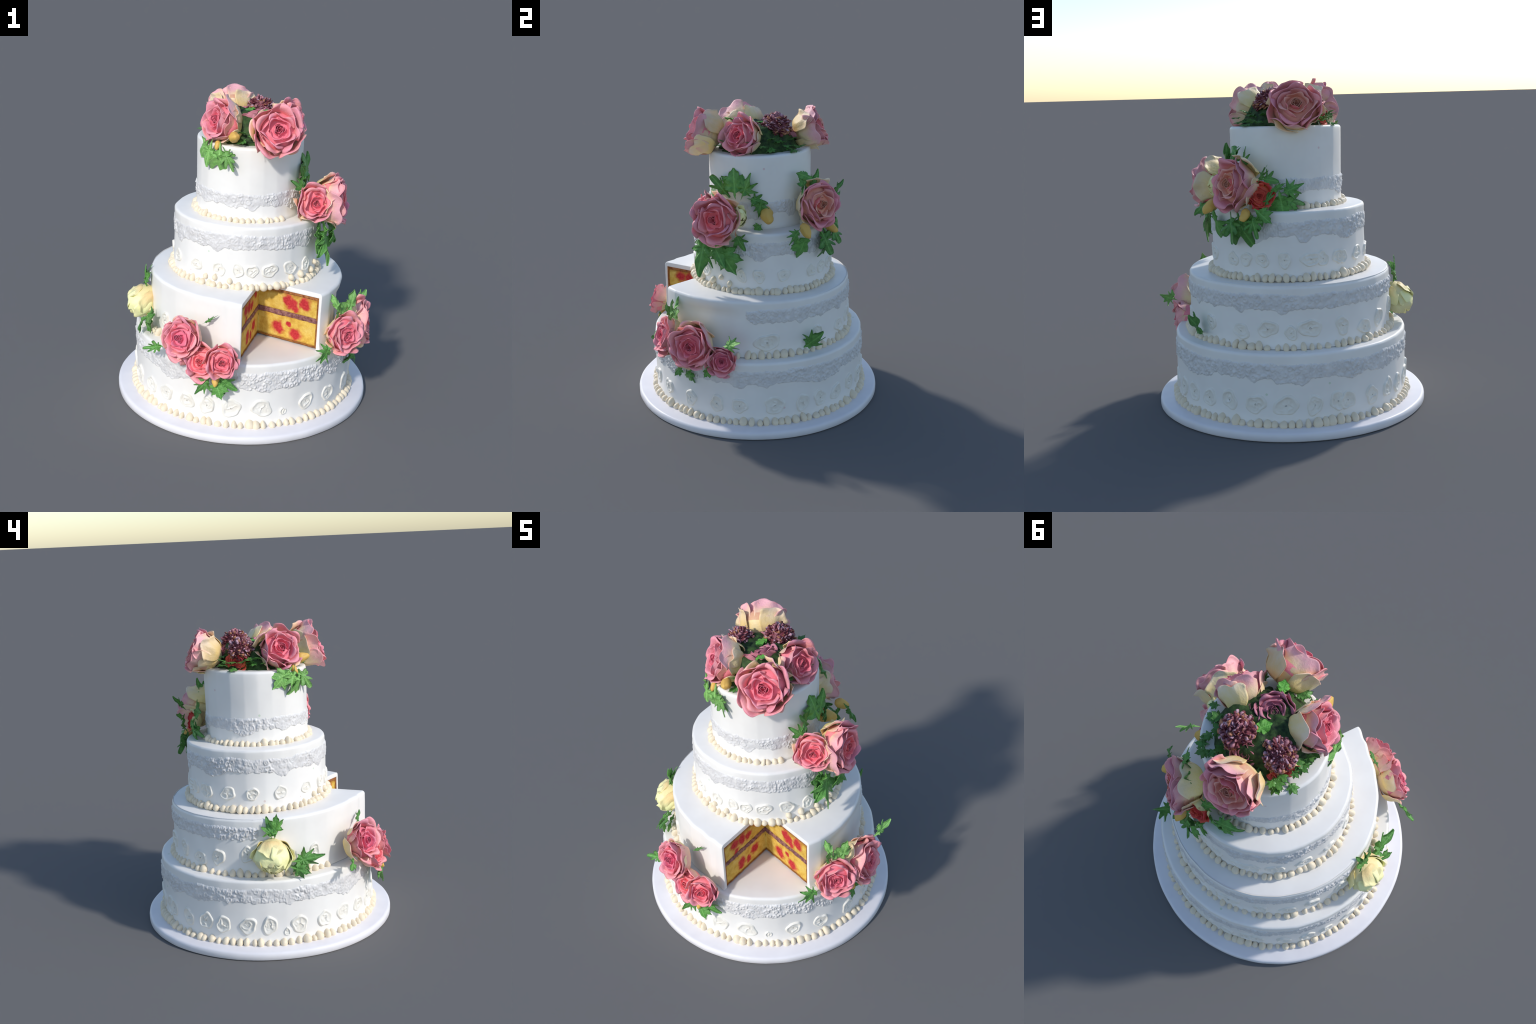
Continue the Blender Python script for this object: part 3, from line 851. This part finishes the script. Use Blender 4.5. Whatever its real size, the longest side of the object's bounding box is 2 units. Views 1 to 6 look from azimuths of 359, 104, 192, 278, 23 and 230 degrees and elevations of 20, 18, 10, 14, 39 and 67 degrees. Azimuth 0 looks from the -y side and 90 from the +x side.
# ------------------------------------------------------------------ buds, scabious heads, foliage bed
def blob(name, seed, mat, lump=.12, tail=.3):
    nu, nv = 20, 14; v = []
    for i in range(nu):
        t = TAU * i / nu
        for j in range(nv):
            p = math.pi * j / (nv - 1)
            d = Vector((math.sin(p) * math.cos(t), math.sin(p) * math.sin(t), -math.cos(p)))
            s = 1 + lump * nz(d.x * 1.6 + seed, d.y * 1.6, d.z * 1.6)
            if d.z > 0:
                s *= 1 + tail * d.z ** 3
            v.append(d * s)
    return mesh(name, v, grid_faces(nu, nv, True), [M[mat]])
BUD = [blob("flower_bud", k * 3.7, "bud", .22, .7) for k in range(3)]
for k, (p, d, s) in enumerate([((-.108, -.275, 1.775), (.2, -.8, .3), .032), ((-.205, -.245, 1.725), (-.1, -.5, -.7), .018),
                               ((.365, .42, 1.282), (.6, .5, -.5), .032), ((.135, .54, 1.245), (.1, .8, -.6), .028),
                               ((.335, .160, 1.36), (.8, .4, -.3), .042), ((-.165, -.77, .405), (0, -.6, -.7), .022), ((.70, -.31, .435), (.5, -.6, -.5), .02)]):
    put("flower_bud", BUD[k % 3], cake, frame(p, d, k, (s, s, s * 1.25)))

def scabious(pos, axis, R, seed, tall=.85):
    """dome-shaped pincushion head: dark core with many curled florets, joined as one part"""
    q = random.Random(seed)
    base = frame(pos, axis, 0, 1.0)
    head = put("pincushion_flower", blob("pincushion_flower", seed, "floret_dark", .1, 0), cake, base @ Matrix.Diagonal((R * .78, R * .78, R * tall * .8, 1)))
    v, f, idx = [], [], []
    n = 300
    for k in range(n):
        ct = 1 - 1.35 * (k + .5) / n
        st = math.sqrt(max(0, 1 - ct * ct)); a = k * 2.39996 + q.uniform(-.2, .2)
        d = Vector((st * math.cos(a), st * math.sin(a), ct))
        side = d.cross(Vector((0, 0, 1)))
        side = side.normalized() if side.length > .05 else Vector((1, 0, 0))
        side = (Matrix.Rotation(q.uniform(-.9, .9), 3, d) @ side)
        up = d.cross(side)
        w = R * q.uniform(.05, .12) * (1.5 if ct < .05 else 1); h = R * (q.uniform(.20, .36) + .16 * nz(d.x * 2.5 + seed, d.y * 2.5, d.z * 2.5))
        p = Vector((d.x * R * .70, d.y * R * .70, d.z * R * tall * .70))
        bend = q.uniform(-.3, .5); o = len(v)
        for i in range(5):                   # curled strip with thickness
            t = i / 4
            c = p + d * (h * t) + up * (h * bend * t * t)
            ww = w * (.55 + .9 * t) * (1 if i < 4 else .7)
            cup = d * (-.25 * w * t)
            v += [c - side * ww + cup, c + up * w * .35, c + side * ww + cup, c - up * w * .18]
        for i in range(4):
            for s in range(4):
                f.append((o + i * 4 + s, o + i * 4 + (s + 1) % 4, o + (i + 1) * 4 + (s + 1) % 4, o + (i + 1) * 4 + s)); 
        f.append((o + 16, o + 17, o + 18, o + 19))
        m = 0 if q.random() < .34 else (1 if q.random() < .55 else (3 if q.random() < .55 else 2))
        if ct < .0:
            m = 2 if q.random() < .45 else 0
        idx += [m] * 17
    fl = put("floret", mesh("floret", v, f, [M["floret_dark"], M["floret_mauve"], M["floret_tan"], M["floret_pale"]], idx), None, base)
    fl.parent = head; fl.matrix_parent_inverse = head.matrix_basis.inverted()
    fl["kind"] = "stuff"
    return head
scabious((.052, .160, 1.865), (.0, .05, 1), .100, 5)
scabious((-.170, .090, 1.845), (-.25, .10, .95), .092, 9)

# red ruffled blossom peeking out under the pincushion heads
rose((-.235, .120, 1.778), (-.80, .35, .10), .066, "red", SMALL, seed=163, depth=.8, aspect=1.2)

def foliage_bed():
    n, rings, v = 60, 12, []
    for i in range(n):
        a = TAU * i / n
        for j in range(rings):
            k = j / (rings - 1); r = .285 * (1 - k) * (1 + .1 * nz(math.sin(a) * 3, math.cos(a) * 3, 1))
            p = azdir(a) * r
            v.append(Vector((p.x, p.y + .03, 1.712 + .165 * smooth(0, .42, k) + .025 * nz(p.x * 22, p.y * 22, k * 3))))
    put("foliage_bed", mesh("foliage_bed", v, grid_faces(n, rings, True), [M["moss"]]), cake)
    q = random.Random(99)
    v, f = [], []
    src = LEAF["leaf"][0]
    sv = np.array([x.co[:] for x in src.vertices]); sf = [tuple(p.vertices) for p in src.polygons]
    for k in range(44):
        a = q.uniform(0, TAU); r = q.uniform(.19, .29)
        p = azdir(a) * r + Vector((0, .03, 1.735 + (.29 - r) * .5 + q.uniform(0, .03)))
        d = (azdir(a + q.uniform(-.8, .8)) + Vector((0, 0, q.uniform(-.1, .7)))).normalized()
        zax = Vector((0, 0, 1)) - d * d.z; zax.normalize(); x = d.cross(zax)
        L = q.uniform(.06, .10)
        A = np.array([x * L, d * L, zax * L]); o = len(v)
        v += (sv @ A + np.array(p)).tolist(); f += [tuple(o + i for i in t) for t in sf]
    o = put("foliage", mesh("foliage", v, f, [M["leaf"]]), cake)
    o["kind"] = "stuff"
foliage_bed()
